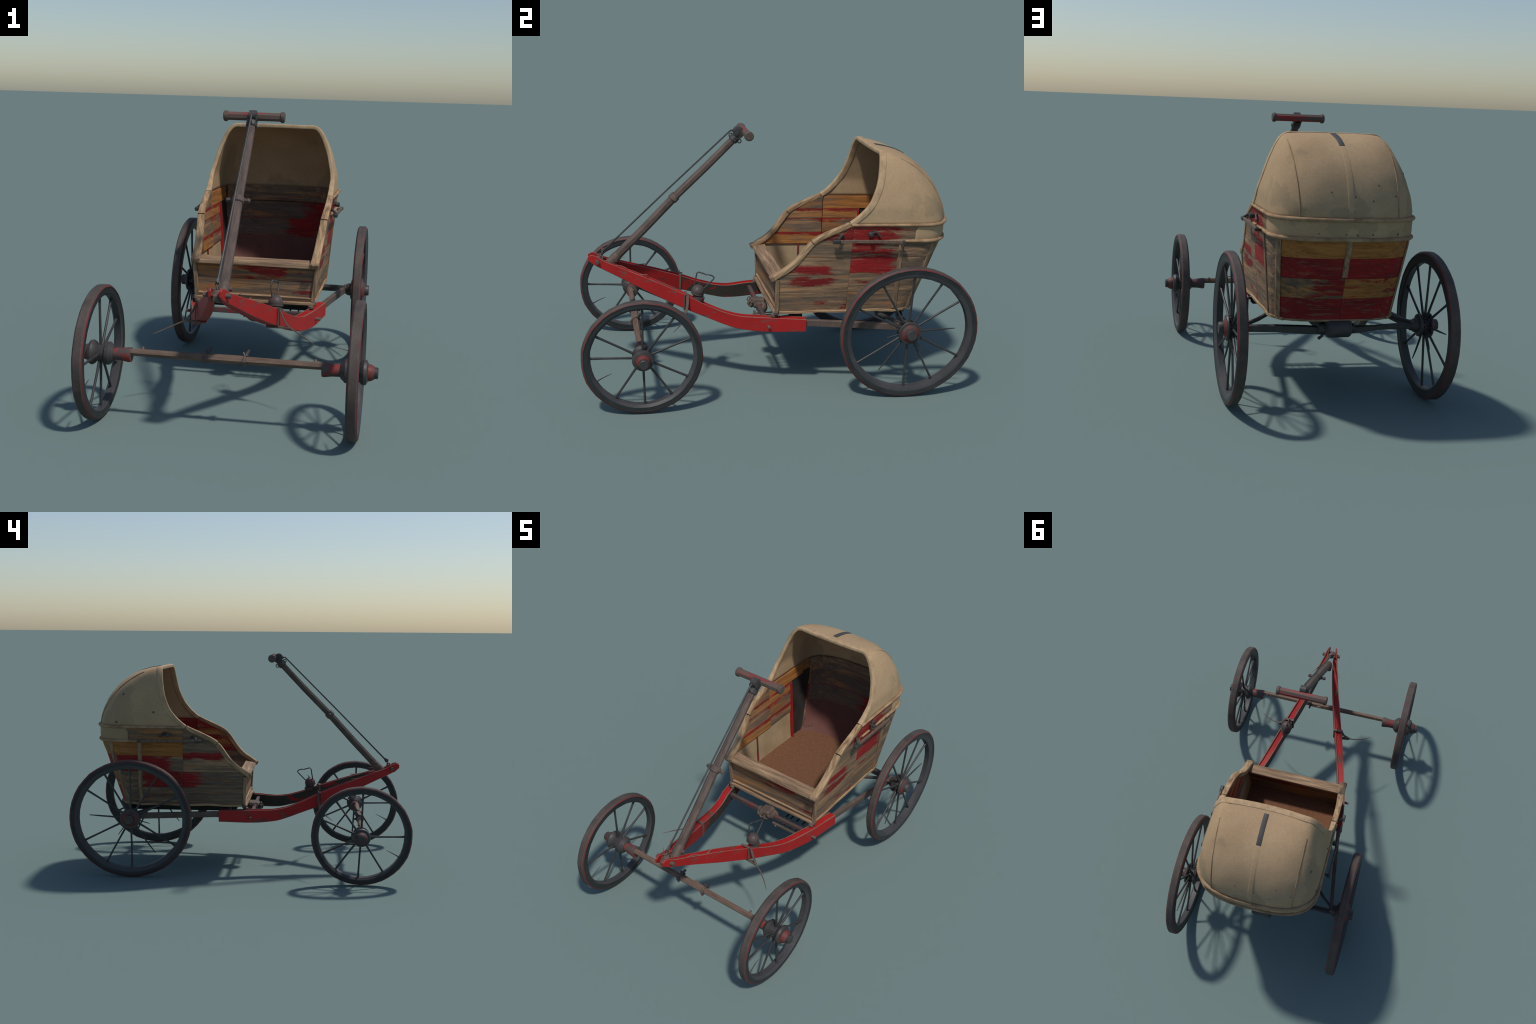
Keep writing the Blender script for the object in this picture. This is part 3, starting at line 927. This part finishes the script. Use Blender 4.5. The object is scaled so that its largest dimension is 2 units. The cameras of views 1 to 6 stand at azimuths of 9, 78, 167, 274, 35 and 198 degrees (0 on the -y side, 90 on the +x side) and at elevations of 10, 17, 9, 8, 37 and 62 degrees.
def wheel(s, cx, cy, cz, ry, rz, front):
    """s = +1 right, -1 left. The left wheel mirrors the right one."""
    def P(x, a, r, wob=0.0):
        return V((s * (cx + x), cy + (ry - r) * cos(a), cz + (rz - r) * sin(a)))
    n = 44
    wr = random.Random(3 if front else 5)
    wobs = [wr.uniform(-1, 1) * 0.0012 for _ in range(n)]
    hw = 0.0235
    # outer to inner: radial depth below the outer radius
    side, side_in, depth = (0.030, 0.036, 0.044) if front else (0.031, 0.046, 0.055)
    sec_tyre = [(-hw + 0.009, 0.0), (hw - 0.009, 0.0), (hw - 0.0045, 0.0032), (hw - 0.0005, 0.0090), (hw - 0.0005, 0.0125), (-hw + 0.0005, 0.0125), (-hw + 0.0005, 0.0090), (-hw + 0.0045, 0.0032)]
    sec_rim = [(hw - 0.002, 0.0115), (hw - 0.002, side), (0.011, depth - 0.002), (-0.016, depth), (-hw + 0.002, side_in), (-hw + 0.002, 0.0115)]

    def rings(sec):
        return [[P(x, 2 * pi * i / n, d + wobs[i] + wobs[(i * 7) % n] * 0.5) for x, d in sec] for i in range(n)]
    rim = Mesh()
    v, f = loft(rings(sec_rim), ring_closed=True)
    m = len(sec_rim)
    rim.v, rim.f = v, f
    rim.s = [1 if k % m in (1, 2, 3) else 0 for k in range(len(f))]
    w = rim.obj("front_wheel" if front else "rear_wheel", ["rim", "rim_in"], root, 30)
    ty = Mesh()
    v, f = loft(rings(sec_tyre), ring_closed=True)
    m = len(sec_tyre)
    ty.v, ty.f = v, f
    ty.s = [(1 if k % m in (2, 6) else 2 if k % m in (3, 5) else 0) for k in range(len(f))]
    ty.obj("tyre", ["tread", "stripe", "rim"], w, 30)
    # hub
    h = Mesh()
    if front:
        prof = [(-0.141, 0.022), (-0.139, 0.031), (-0.128, 0.032), (-0.098, 0.027), (-0.062, 0.026)]
        h.add(*lathe([(d + cx, r) for d, r in prof], (0, cy + 0.002, cz - 0.005), (s, 0, 0), 18), 1)
        prof = [(-0.064, 0.031), (-0.045, 0.049), (-0.032, 0.049), (-0.024, 0.038), (0.010, 0.036), (0.020, 0.048), (0.030, 0.0535), (0.041, 0.050), (0.047, 0.038)]
        h.add(*lathe([(d + cx, r) for d, r in prof], (0, cy + 0.002, cz - 0.005), (s, 0, 0), 20), 0)
        h.add(*lathe([(d + cx, r) for d, r in [(0.046, 0.036), (0.058, 0.034), (0.068, 0.029), (0.072, 0.027)]], (0, cy + 0.002, cz - 0.005), (s, 0, 0), 16), 2)
        h.add(*lathe([(d + cx, r) for d, r in [(0.070, 0.0245), (0.085, 0.0240), (0.088, 0.021)]], (0, cy + 0.002, cz - 0.005), (s, 0, 0), 12), 0)
        hub_r, hub_c = 0.032, V((s * (cx - 0.004), cy + 0.002, cz - 0.005))
    else:
        prof = [(-0.092, 0.016), (-0.084, 0.024), (-0.072, 0.026), (-0.066, 0.032), (-0.050, 0.034), (-0.046, 0.052), (-0.034, 0.056), (-0.028, 0.042), (0.006, 0.040)]
        h.add(*lathe([(d + cx, r) for d, r in prof], (0, cy, cz), (s, 0, 0), 20), 0)
        h.add(*lathe([(d + cx, r) for d, r in [(0.004, 0.057), (0.010, 0.061), (0.017, 0.057)]], (0, cy, cz), (s, 0, 0), 22), 0)
        h.add(*lathe([(d + cx, r) for d, r in [(0.016, 0.048), (0.024, 0.038), (0.029, 0.031)]], (0, cy, cz), (s, 0, 0), 18), 2)
        h.add(*lathe([(d + cx, r) for d, r in [(0.026, 0.0285), (0.047, 0.0285), (0.050, 0.026)]], (0, cy, cz), (s, 0, 0), 10), 0)
        for k in range(12):
            a = 2 * pi * k / 12
            h.add(*block((s * (cx - 0.011), cy + 0.042 * cos(a), cz + 0.042 * sin(a)), (0.026, 0.012, 0.012), 0.2, Matrix.Rotation(a, 3, "X")), 0)
        hub_r, hub_c = 0.038, V((s * (cx - 0.010), cy, cz))
    h.obj("hub", ["iron", "iron_red", "hub_red"], w, 40)
    # spokes: (angle in degrees from +y up, start fraction, end fraction)
    if front:
        sp = [(91, 0, 1), (53.5, 0, 1), (22, 0, 1), (-26, 0, 1), (-54, 0, 1), (-86.5, 0, 1), (-121, 0, 1), (-151, 0.62, 1), (180, 0, 1)]
        if s > 0:
            sp.append((153, 0, 1))
    else:
        sp = [(89.5, 0, 1), (61, 0, 1), (34, 0, 1), (4, 0, 0.76), (-27.5, 0, 1), (-62.5, 0, 1), (-54, 0, 0.34), (-91.2, 0, 1), (-124.5, 0, 0.81), (-148, 0, 1), (-165, 0, 0.3), (153.5, 0, 1), (121, 0, 1)]
    for a, f0, f1 in sp:
        a = radians(a)
        d = V((0, cos(a), sin(a)))
        ri = hub_r * 0.9
        end = V((s * cx, cy + (ry - depth + 0.004) * cos(a), cz + (rz - depth + 0.004) * sin(a)))
        st = hub_c + d * ri
        p0, p1 = st.lerp(end, f0), st.lerp(end, f1)
        whole = f0 == 0 and f1 == 1
        mid = p0.lerp(p1, 0.5) + V((wr.uniform(-1, 1), wr.uniform(-1, 1), wr.uniform(-1, 1))) * (0.0015 if whole else 0.003)
        big, sm = 0.0068, 0.0057
        rad = [big, sm, sm * 0.95, sm * 1.15] if whole else ([big, sm * 0.9, sm * 0.8, 0.0025] if f0 == 0 else [0.0012, 0.0025, 0.003, 0.0045])
        if not whole and (f1 - f0) < 0.45 and f0 == 0:
            rad = [0.004, 0.0032, 0.0028, 0.0018]
        pts = [p0, p0.lerp(mid, 0.7), mid.lerp(p1, 0.4), p1]
        Mesh().add(*tube(pts, rad, 7)).obj("spoke", ["spoke"], w, 60)
    return w


for s in (1, -1):
    wheel(s, 0.541, -0.7118, 0.2885, 0.2882, 0.2855, True)
    wheel(s, 0.471, 0.6380, 0.3485, 0.3620, 0.3475, False)

# ------------------------------------------------------------------ front axle
ax = Mesh()
AY, AZ = -0.717, 0.297
ax.add(*tube([(-0.420, AY, AZ + 0.001), (-0.2, AY, AZ), (-0.078, AY, AZ)], [0.0155, 0.0165, 0.0175], 6, up=(0, 0, 1), phase=pi / 6))
ax.add(*tube([(-0.080, AY, AZ), (0.082, AY, AZ)], [0.0195, 0.0195], 6, up=(0, 0, 1), phase=pi / 6))
ax.add(*tube([(0.080, AY, AZ), (0.2, AY, AZ), (0.420, AY, AZ + 0.001)], [0.0175, 0.0165, 0.0155], 6, up=(0, 0, 1), phase=pi / 6))
axle = ax.obj("front_axle", ["axle_wood"], root, 20)
for x in (-0.080, 0.083):
    c = Mesh()
    c.add(*ring((x, AY, AZ), (1, 0, 0), 0.020, 0.004, 16, 6), 0)
    c.add(*bar([(x, AY - 0.014, AZ + 0.012), (x, AY - 0.024, AZ), (x, AY - 0.018, AZ - 0.020)], [(0.008, 0.014), (0.010, 0.016), (0.008, 0.010)], up=(0, -1, 0)), 1)
    c.obj("axle_clamp", ["iron_brown", "iron_red"], axle)
    wing = Mesh()
    wing.add(*tube([(x + 0.004, AY + 0.006, AZ + 0.016), (x + 0.006, AY + 0.016, AZ + 0.026), (x + 0.016, AY + 0.022, AZ + 0.042)], [0.006, 0.009, 0.006], 7))
    wing.add(*tube([(x - 0.002, AY + 0.008, AZ + 0.016), (x - 0.010, AY + 0.014, AZ + 0.030)], [0.006, 0.0045], 7))
    wing.add(*tube([(x, AY + 0.01, AZ), (x, AY + 0.034, AZ - 0.004)], [0.007, 0.006], 7))
    wing.obj("clamp_hook", ["iron"], axle)
for x in (-0.355, 0.372):
    Mesh().add(*tube([(x, AY + 0.006, AZ + 0.006), (x, AY + 0.018, AZ + 0.020)], 0.0065, 8)).obj("axle_peg", ["iron_brown"], axle)
Mesh().add(*ball((0.02, AY + 0.016, AZ + 0.008), 0.010, 6, (1.7, 0.8, 0.7))).obj("axle_lug", ["iron_brown"], axle)

# ------------------------------------------------------------------ rear axle
ra = Mesh()
RY, RZ = 0.650, 0.348
ra.add(*bar([(x, RY + 0.07 * max(0, 1 - (abs(x) / 0.30)) , RZ) for x in (-0.385, -0.30, -0.20, -0.11, -0.06)], [(0.026, 0.026), (0.024, 0.024), (0.022, 0.022), (0.030, 0.030), (0.034, 0.034)], up=(0, 0, 1)))
ra.add(*bar([(x, RY + 0.07 * max(0, 1 - (abs(x) / 0.30)), RZ) for x in (0.02, 0.07, 0.14, 0.26, 0.385)], [(0.040, 0.040), (0.034, 0.034), (0.036, 0.032), (0.032, 0.03), (0.030, 0.028)], up=(0, 0, 1)))
rear_axle = ra.obj("rear_axle", ["iron"], root)
rc = Mesh()
rc.add(*lathe([(-0.066, 0.020), (-0.065, 0.036), (-0.056, 0.043), (0.036, 0.044), (0.046, 0.041), (0.050, 0.030)], (0, 0.738, 0.366), (1, 0, 0), 20))
rc.add(*lathe([(0.045, 0.026), (0.078, 0.026), (0.082, 0.018)], (0, 0.718, 0.360), (1, 0, 0), 12))
rc.add(*tube([(0.060, 0.735, 0.332), (0.075, 0.738, 0.322), (0.081, 0.742, 0.320)], [0.006, 0.007, 0.008], 8))
rc.add(*lathe([(-0.092, 0.014), (-0.088, 0.022), (-0.060, 0.022)], (0, 0.712, 0.358), (1, 0, 0), 12))
rc.obj("axle_housing", ["iron"], rear_axle)
Mesh().add(*bar([(0.03, 0.55, 0.392), (0.02, 0.68, 0.365)], (0.03, 0.03), up=(0, 0, 1))).obj("housing_strut", ["iron_brown"], rear_axle)
for s in (1, -1):
    Mesh().add(*bar([(s * 0.305, 0.06, 0.352), (s * 0.316, 0.16, 0.354), (s * 0.352, 0.40, 0.351), (s * 0.392, 0.635, 0.349)], (0.034, 0.022), up=(0, 0, 1))).obj("side_strut", ["iron_brown"], rear_axle)
    Mesh().add(*bar([(s * 0.27, 0.52, 0.385), (s * 0.33, 0.58, 0.372), (s * 0.395, 0.63, 0.362)], (0.016, 0.014), up=(0, 0, 1))).obj("tub_bracket", ["iron"], rear_axle)
    Mesh().add(*block((s * 0.398, 0.640, 0.352), (0.026, 0.034, 0.044), 0.2)).obj("axle_end_block", ["iron_brown"], rear_axle)

# ------------------------------------------------------------------ under carriage
uc = Mesh()
uc.add(*block((0, 0.375, 0.363), (0.12, 0.65, 0.074), 0.05))
uc.add(*block((0, 0.100, 0.364), (0.54, 0.050, 0.044), 0.08))
under = uc.obj("under_board", ["black"], root)
Mesh().add(*bar([(-0.262, -0.062, 0.352), (-0.05, -0.064, 0.352), (0.05, -0.066, 0.354), (0.262, -0.068, 0.356)], (0.024, 0.020), up=(0, 0, 1))).obj("cross_bar", ["iron_red"], under)
gb = Mesh()
gb.add(*block((-0.002, -0.056, 0.354), (0.074, 0.074, 0.054), 0.22, Matrix.Rotation(radians(-12), 3, "Y")))
gb.add(*ball((0.012, -0.040, 0.335), 0.036, 8, (1.4, 0.9, 1.0)))
gb.add(*lathe([(0, 0.020), (0.016, 0.020), (0.02, 0.014)], (0.034, -0.060, 0.352), (1, 0, 0), 10))
gb.add(*lathe([(0, 0.020), (0.016, 0.020), (0.02, 0.014)], (-0.040, -0.060, 0.352), (-1, 0, 0), 10))
for i in range(9):
    gb.add(*ball((rng.uniform(-0.036, 0.036), rng.uniform(-0.098, -0.086), rng.uniform(0.334, 0.372)), rng.uniform(0.006, 0.012), 5))
for x, z in ((-0.03, 0.365), (-0.012, 0.348), (0.012, 0.352)):
    gb.add(*ring((x, -0.103, z), (1, 0.3, 0.2), 0.011, 0.0035, 12, 5))
gb.add(*tube([(-0.04, -0.098, 0.362), (-0.01, -0.110, 0.350), (0.03, -0.100, 0.345)], 0.004, 6))
gb.obj("gear_housing", ["iron_brown"], under)
gr = Mesh()
gr.add(*bar([(0.060, -0.088, 0.326), (0.245, -0.088, 0.326)], (0.012, 0.012), up=(0, 0, 1)), 1)
gr.add(*tube([(0.085, -0.088, 0.328), (0.085, -0.10, 0.318)], 0.005, 6), 1)
for x in (0.095, 0.125, 0.165, 0.205):
    gr.add(*bar([(x, -0.085, 0.328), (x, 0.10, 0.338)], (0.005, 0.007), up=(0, 0, 1)), 0)
gr.obj("step_grate", ["black", "iron_brown"], under)

# ------------------------------------------------------------------ A-frame rails
rail_x = table([(-0.96, 0.0235), (-0.787, 0.073), (-0.547, 0.152), (-0.45, 0.186), (-0.30, 0.236), (-0.165, 0.274), (-0.056, 0.304), (0.132, 0.334)])
rail_top = table([(-0.96, 0.640), (-0.945, 0.641), (-0.88, 0.612), (-0.79, 0.581), (-0.62, 0.524), (-0.457, 0.462), (-0.345, 0.415), (-0.25, 0.386), (-0.18, 0.377), (-0.05, 0.380), (0.132, 0.378)])
rail_bot = table([(-0.96, 0.600), (-0.773, 0.517), (-0.615, 0.447), (-0.44, 0.380), (-0.34, 0.348), (-0.29, 0.331), (-0.2, 0.308), (-0.1, 0.302), (0.132, 0.311)])
rail_w = table([(-0.96, 0.008), (-0.93, 0.012), (-0.90, 0.022), (-0.86, 0.032), (-0.70, 0.040), (-0.45, 0.046), (-0.1, 0.044), (0.132, 0.044)])
rails = {}
for s in (1, -1):
    rings = []
    N = 60
    for i in range(N + 1):
        y = lerp(-0.958, 0.132, i / N)
        x1, zt, zb, w = rail_x(y), rail_top(y), rail_bot(y), rail_w(y)
        if y < -0.93:
            zb += (-0.93 - y) * 0.35
            zt -= ((-0.93 - y) / 0.028) ** 2 * 0.010
        fl = min(0.0065, w * 0.35)
        gd = min(0.007, w * 0.3) * min(1.0, max(0.0, (0.10 - y) / 0.04))
        c = 0.003
        sec = [(x1, zb + c), (x1, zt - c * 0.5), (x1 - c * 0.5, zt), (x1 - fl, zt), (x1 - fl - 0.001, zt - gd), (x1 - w + fl + 0.001, zt - gd), (x1 - w + fl, zt), (x1 - w + c * 0.5, zt),
               (x1 - w, zt - c * 0.5), (x1 - w, zb + c), (x1 - w + c, zb), (x1 - c, zb)]
        rings.append([V((s * a, y, b)) for a, b in sec])
    v, f = loft(rings)
    m = Mesh()
    m.v, m.f = v, f
    k = len(rings[0])
    m.s = [{1: 1, 2: 1, 6: 1, 7: 1, 8: 2, 9: 1, 11: 1}.get(q % k, 0) if q < k * N else 0 for q in range(len(f))]
    rails[s] = m.obj("frame_rail", ["rail_red", "rail_edge", "rail_dark"], root, 25)
    r = rails[s]
    Mesh().add(*lathe([(0, 0.016), (0.010, 0.016), (0.014, 0.011)], (s * 0.276, -0.026, 0.379), (0, 0, 1), 12)).obj("rail_bolt", ["iron_brown"], r)
    Mesh().add(*lathe([(0, 0.0075), (0.028, 0.0075), (0.031, 0.005)], (s * 0.298, -0.058, 0.336), (s, 0.05, 0), 8)).obj("rail_bolt", ["iron_brown"], r)
    # clamp strap with stirrup and trailing wire
    yc = -0.467
    xo, xi = rail_x(yc), rail_x(yc) - rail_w(yc)
    zt, zb = rail_top(yc), rail_bot(yc)
    st = Mesh()
    st.add(*bar([(s * (xi - 0.003), yc, zb - 0.004), (s * (xi - 0.003), yc, zt + 0.004)], (0.003, 0.012), up=(s, 0, 0)))
    st.add(*bar([(s * (xi - 0.004), yc, zt + 0.004), (s * (xo + 0.003), yc, zt + 0.004)], (0.004, 0.013), up=(0, 0, 1)))
    st.add(*bar([(s * (xi - 0.004), yc, zb - 0.004), (s * (xo + 0.003), yc, zb - 0.004), (s * 0.230, -0.473, 0.388)], (0.008, 0.016), up=(0, 0, 1)))
    st.add(*bar([(s * (xo + 0.004), yc + 0.006, zt + 0.004), (s * (xo + 0.020), yc + 0.004, lerp(zt, 0.39, 0.5)), (s * 0.231, -0.473, 0.387)], (0.006, 0.013), up=(s, 0, 0)))
    st.add(*bar([(s * (xo + 0.003), yc - 0.010, zt), (s * (xo + 0.004), yc - 0.012, zb)], (0.004, 0.006), up=(s, 0, 0)))
    st.add(*tube([(s * 0.229, -0.473, 0.389), (s * 0.268, -0.486, 0.372), (s * 0.312, -0.512, 0.353), (s * 0.356, -0.548, 0.336)], [0.0035, 0.0032, 0.003, 0.0012], 6))
    if s < 0:
        st.add(*tube([(s * 0.155, yc, zt), (s * 0.150, yc - 0.006, zt + 0.030)], [0.0035, 0.0015], 6))
        st.add(*tube([(s * 0.152, yc, zt), (s * 0.146, yc + 0.014, zt + 0.016)], [0.0035, 0.0015], 6))
    st.obj("stirrup_clamp", ["iron_brown"], r)
    # stray splinters
    sp = Mesh()
    sp.add(*tube([(s * (rail_x(-0.82) - 0.004), -0.82, rail_top(-0.82)), (s * (rail_x(-0.82) + 0.012), -0.79, rail_top(-0.82) + 0.004), (s * (rail_x(-0.82) + 0.03), -0.765, rail_top(-0.82) - 0.002)], [0.0025, 0.0018, 0.0008], 5))
    sp.add(*tube([(s * (rail_x(-0.70) - 0.012), -0.70, rail_top(-0.70) - 0.004), (s * (rail_x(-0.68) - 0.016), -0.66, rail_top(-0.68) + 0.006)], [0.004, 0.0025], 5))
    sp.obj("splinter", ["rail_edge"], r)

# apex: through pin, yoke and chain links
pin = Mesh()
pin.add(*tube([(-0.054, -0.913, 0.607), (0.056, -0.911, 0.606)], 0.0105, 8))
pin.add(*block((0, -0.925, 0.600), (0.036, 0.034, 0.034), 0.25))
pin.obj("apex_pin", ["iron_brown"], rails[1])
kn = Mesh()
kn.add(*ball((0.0, -0.905, 0.612), 0.018, 7, (1.3, 1.0, 0.8)), 0)
for i, (p, a) in enumerate((((-0.004, -0.893, 0.628), (1, 0.2, 0)), ((-0.004, -0.886, 0.642), (0.2, 0.8, -0.4)), ((-0.006, -0.880, 0.654), (1, 0, 0.2)), ((-0.016, -0.898, 0.625), (0.1, 0.5, 1)), ((0.012, -0.892, 0.622), (0.7, 0.1, 0.4)))):
    kn.add(*ring(p, a, 0.0095, 0.0028, 14, 6), 0)
kn.add(*tube([(-0.024, -0.90, 0.618), (-0.034, -0.888, 0.630), (-0.046, -0.872, 0.642)], [0.003, 0.0018, 0.0008], 6), 1)
kn.obj("chain_link", ["iron_brown", "rail_red"], rails[1])

# ball lamp on the right rail
lb = Mesh()
bx = V((0.159, -0.407, 0.481))
lb.add(*lathe([(0, 0.029), (0.020, 0.031), (0.024, 0.024)], bx + V((0.004, 0.002, -0.047)), (-0.04, 0.25, 1), 16))
lb.add(*ball(bx, 0.0335, 10))
lb.add(*lathe([(0, 0.0345), (0.006, 0.0345)], bx + V((0.001, -0.003, -0.016)), (-0.04, 0.25, 1), 16))
lamp = lb.obj("ball_lamp", ["iron_red"], rails[1], 50)
loop = [bx + V(d) for d in ((-0.014, -0.016, 0.022), (-0.020, -0.010, 0.060), (-0.021, -0.005, 0.090), (-0.018, 0.004, 0.097), (-0.012, 0.035, 0.088), (-0.010, 0.042, 0.084), (-0.008, 0.048, 0.087), (-0.003, 0.074, 0.080), (-0.001, 0.083, 0.071), (0.000, 0.076, 0.060), (0.002, 0.030, 0.014))]
Mesh().add(*tube(loop, 0.0036, 8)).add(*tube([bx + V((-0.004, 0.004, 0.028)), bx + V((-0.005, 0.010, 0.040)), bx + V((-0.004, 0.018, 0.050))], [0.006, 0.0025, 0.001], 6)).obj("wire_loop", ["iron"], lamp)

# ------------------------------------------------------------------ mast, handle and pull rod
A, B = V((0.006, -0.838, 0.600)), V((-0.002, -0.205, 1.262))
C = V((0.001, -0.523, 0.936))
ms = Mesh()
dirm = (B - A).normalized()
ms.add(*tube([A, A.lerp(B, 0.25), C], [0.0230, 0.0225, 0.0220], 8, up=(1, 0, 0), phase=pi / 8))
ms.add(*tube([C, A.lerp(B, 0.75), B], [0.0203, 0.0200, 0.0196], 8, up=(1, 0, 0), phase=pi / 8))
mast = ms.obj("pull_mast", ["mast"], root, 25)
co = Mesh()
co.add(*lathe([(-0.016, 0.0245), (-0.013, 0.0270), (0.013, 0.0260), (0.016, 0.023)], C, dirm, 12))
for s in (1, -1):
    co.add(*tube([C + V((s * 0.015, 0, 0)), C + V((s * 0.036, 0, 0)), C + V((s * 0.046, 0, 0)), C + V((s * 0.052, 0, 0))], [0.009, 0.0085, 0.0105, 0.007], 8))
co.obj("mast_collar", ["mast"], mast)
sk = Mesh()
sk.add(*lathe([(-0.045, 0.020), (-0.040, 0.025), (0.022, 0.026), (0.028, 0.0225)], A + dirm * 0.020, dirm, 12))
sk.add(*tube([A + dirm * 0.02, A + dirm * 0.02 + V((0.036, 0.004, 0.0))], [0.010, 0.0095], 8))
sk.add(*tube([A + dirm * 0.02, A + dirm * 0.02 + V((-0.030, 0.004, 0.0))], [0.010, 0.0095], 8))
sk.add(*block(A + V((0, -0.002, -0.022)), (0.050, 0.05, 0.030), 0.25))
sk.obj("mast_socket", ["iron_brown"], mast)
hd = Mesh()
hd.add(*lathe([(-0.040, 0.0230), (-0.036, 0.0260), (-0.014, 0.0260), (-0.010, 0.020)], B, dirm, 10))
fork = Matrix.Rotation(radians(-44), 3, "X")
for s in (1, -1):
    hd.add(*bar([B + V((s * 0.014, 0, 0)) - dirm * 0.024, B + V((s * 0.016, 0, 0)) + dirm * 0.012, B + V((s * 0.014, -0.004, 0.006)) + dirm * 0.03], [(0.034, 0.010), (0.040, 0.011), (0.026, 0.010)], up=(0, -1, 1)))
hd.add(*lathe([(-0.018, 0.020), (-0.016, 0.0255), (0.016, 0.0255), (0.018, 0.020)], (0, -0.204, 1.283), (1, 0, 0), 14))
hd.add(*lathe([(-0.024, 0.009), (-0.023, 0.012), (0.023, 0.012), (0.024, 0.009)], B + V((0, -0.006, 0.008)), (1, 0, 0), 10))
for c in ((0.0, -0.240, 1.262), (0.004, -0.196, 1.232)):
    hd.add(*ring(c, (1, 0.1, 0.1), 0.0095, 0.0028, 14, 6))
hd.obj("fork_head", ["iron"], mast)
H = V((0.0, -0.169, 1.2795))
hb = Mesh()
hb.add(*tube([H + V((-0.128, 0, 0.0005)), H + V((0.128, 0, 0))], 0.0205, 8, up=(0, 0, 1), phase=pi / 8), 0)
hbo = hb.obj("handle_bar", ["handle"], mast, 20)
for s in (1, -1):
    Mesh().add(*lathe([(0, 0.0215), (0.003, 0.0245), (0.015, 0.0245), (0.019, 0.020)], H + V((s * 0.121, 0, 0)), (s, 0, 0), 12)).obj("handle_cap", ["iron_brown"], hbo)
rod = Mesh()
rod.add(*tube([(-0.006, -0.880, 0.652), (-0.004, -0.565, 0.968), (-0.001, -0.241, 1.287)], [0.0048, 0.0043, 0.0043], 8))
rod.add(*tube([(-0.006, -0.886, 0.648), (-0.006, -0.868, 0.666)], [0.0078, 0.0068], 8))
rod.add(*tube([(-0.001, -0.246, 1.282), (-0.001, -0.236, 1.287), (-0.001, -0.226, 1.278)], [0.005, 0.005, 0.005], 7))
rod.obj("pull_rod", ["iron"], mast)
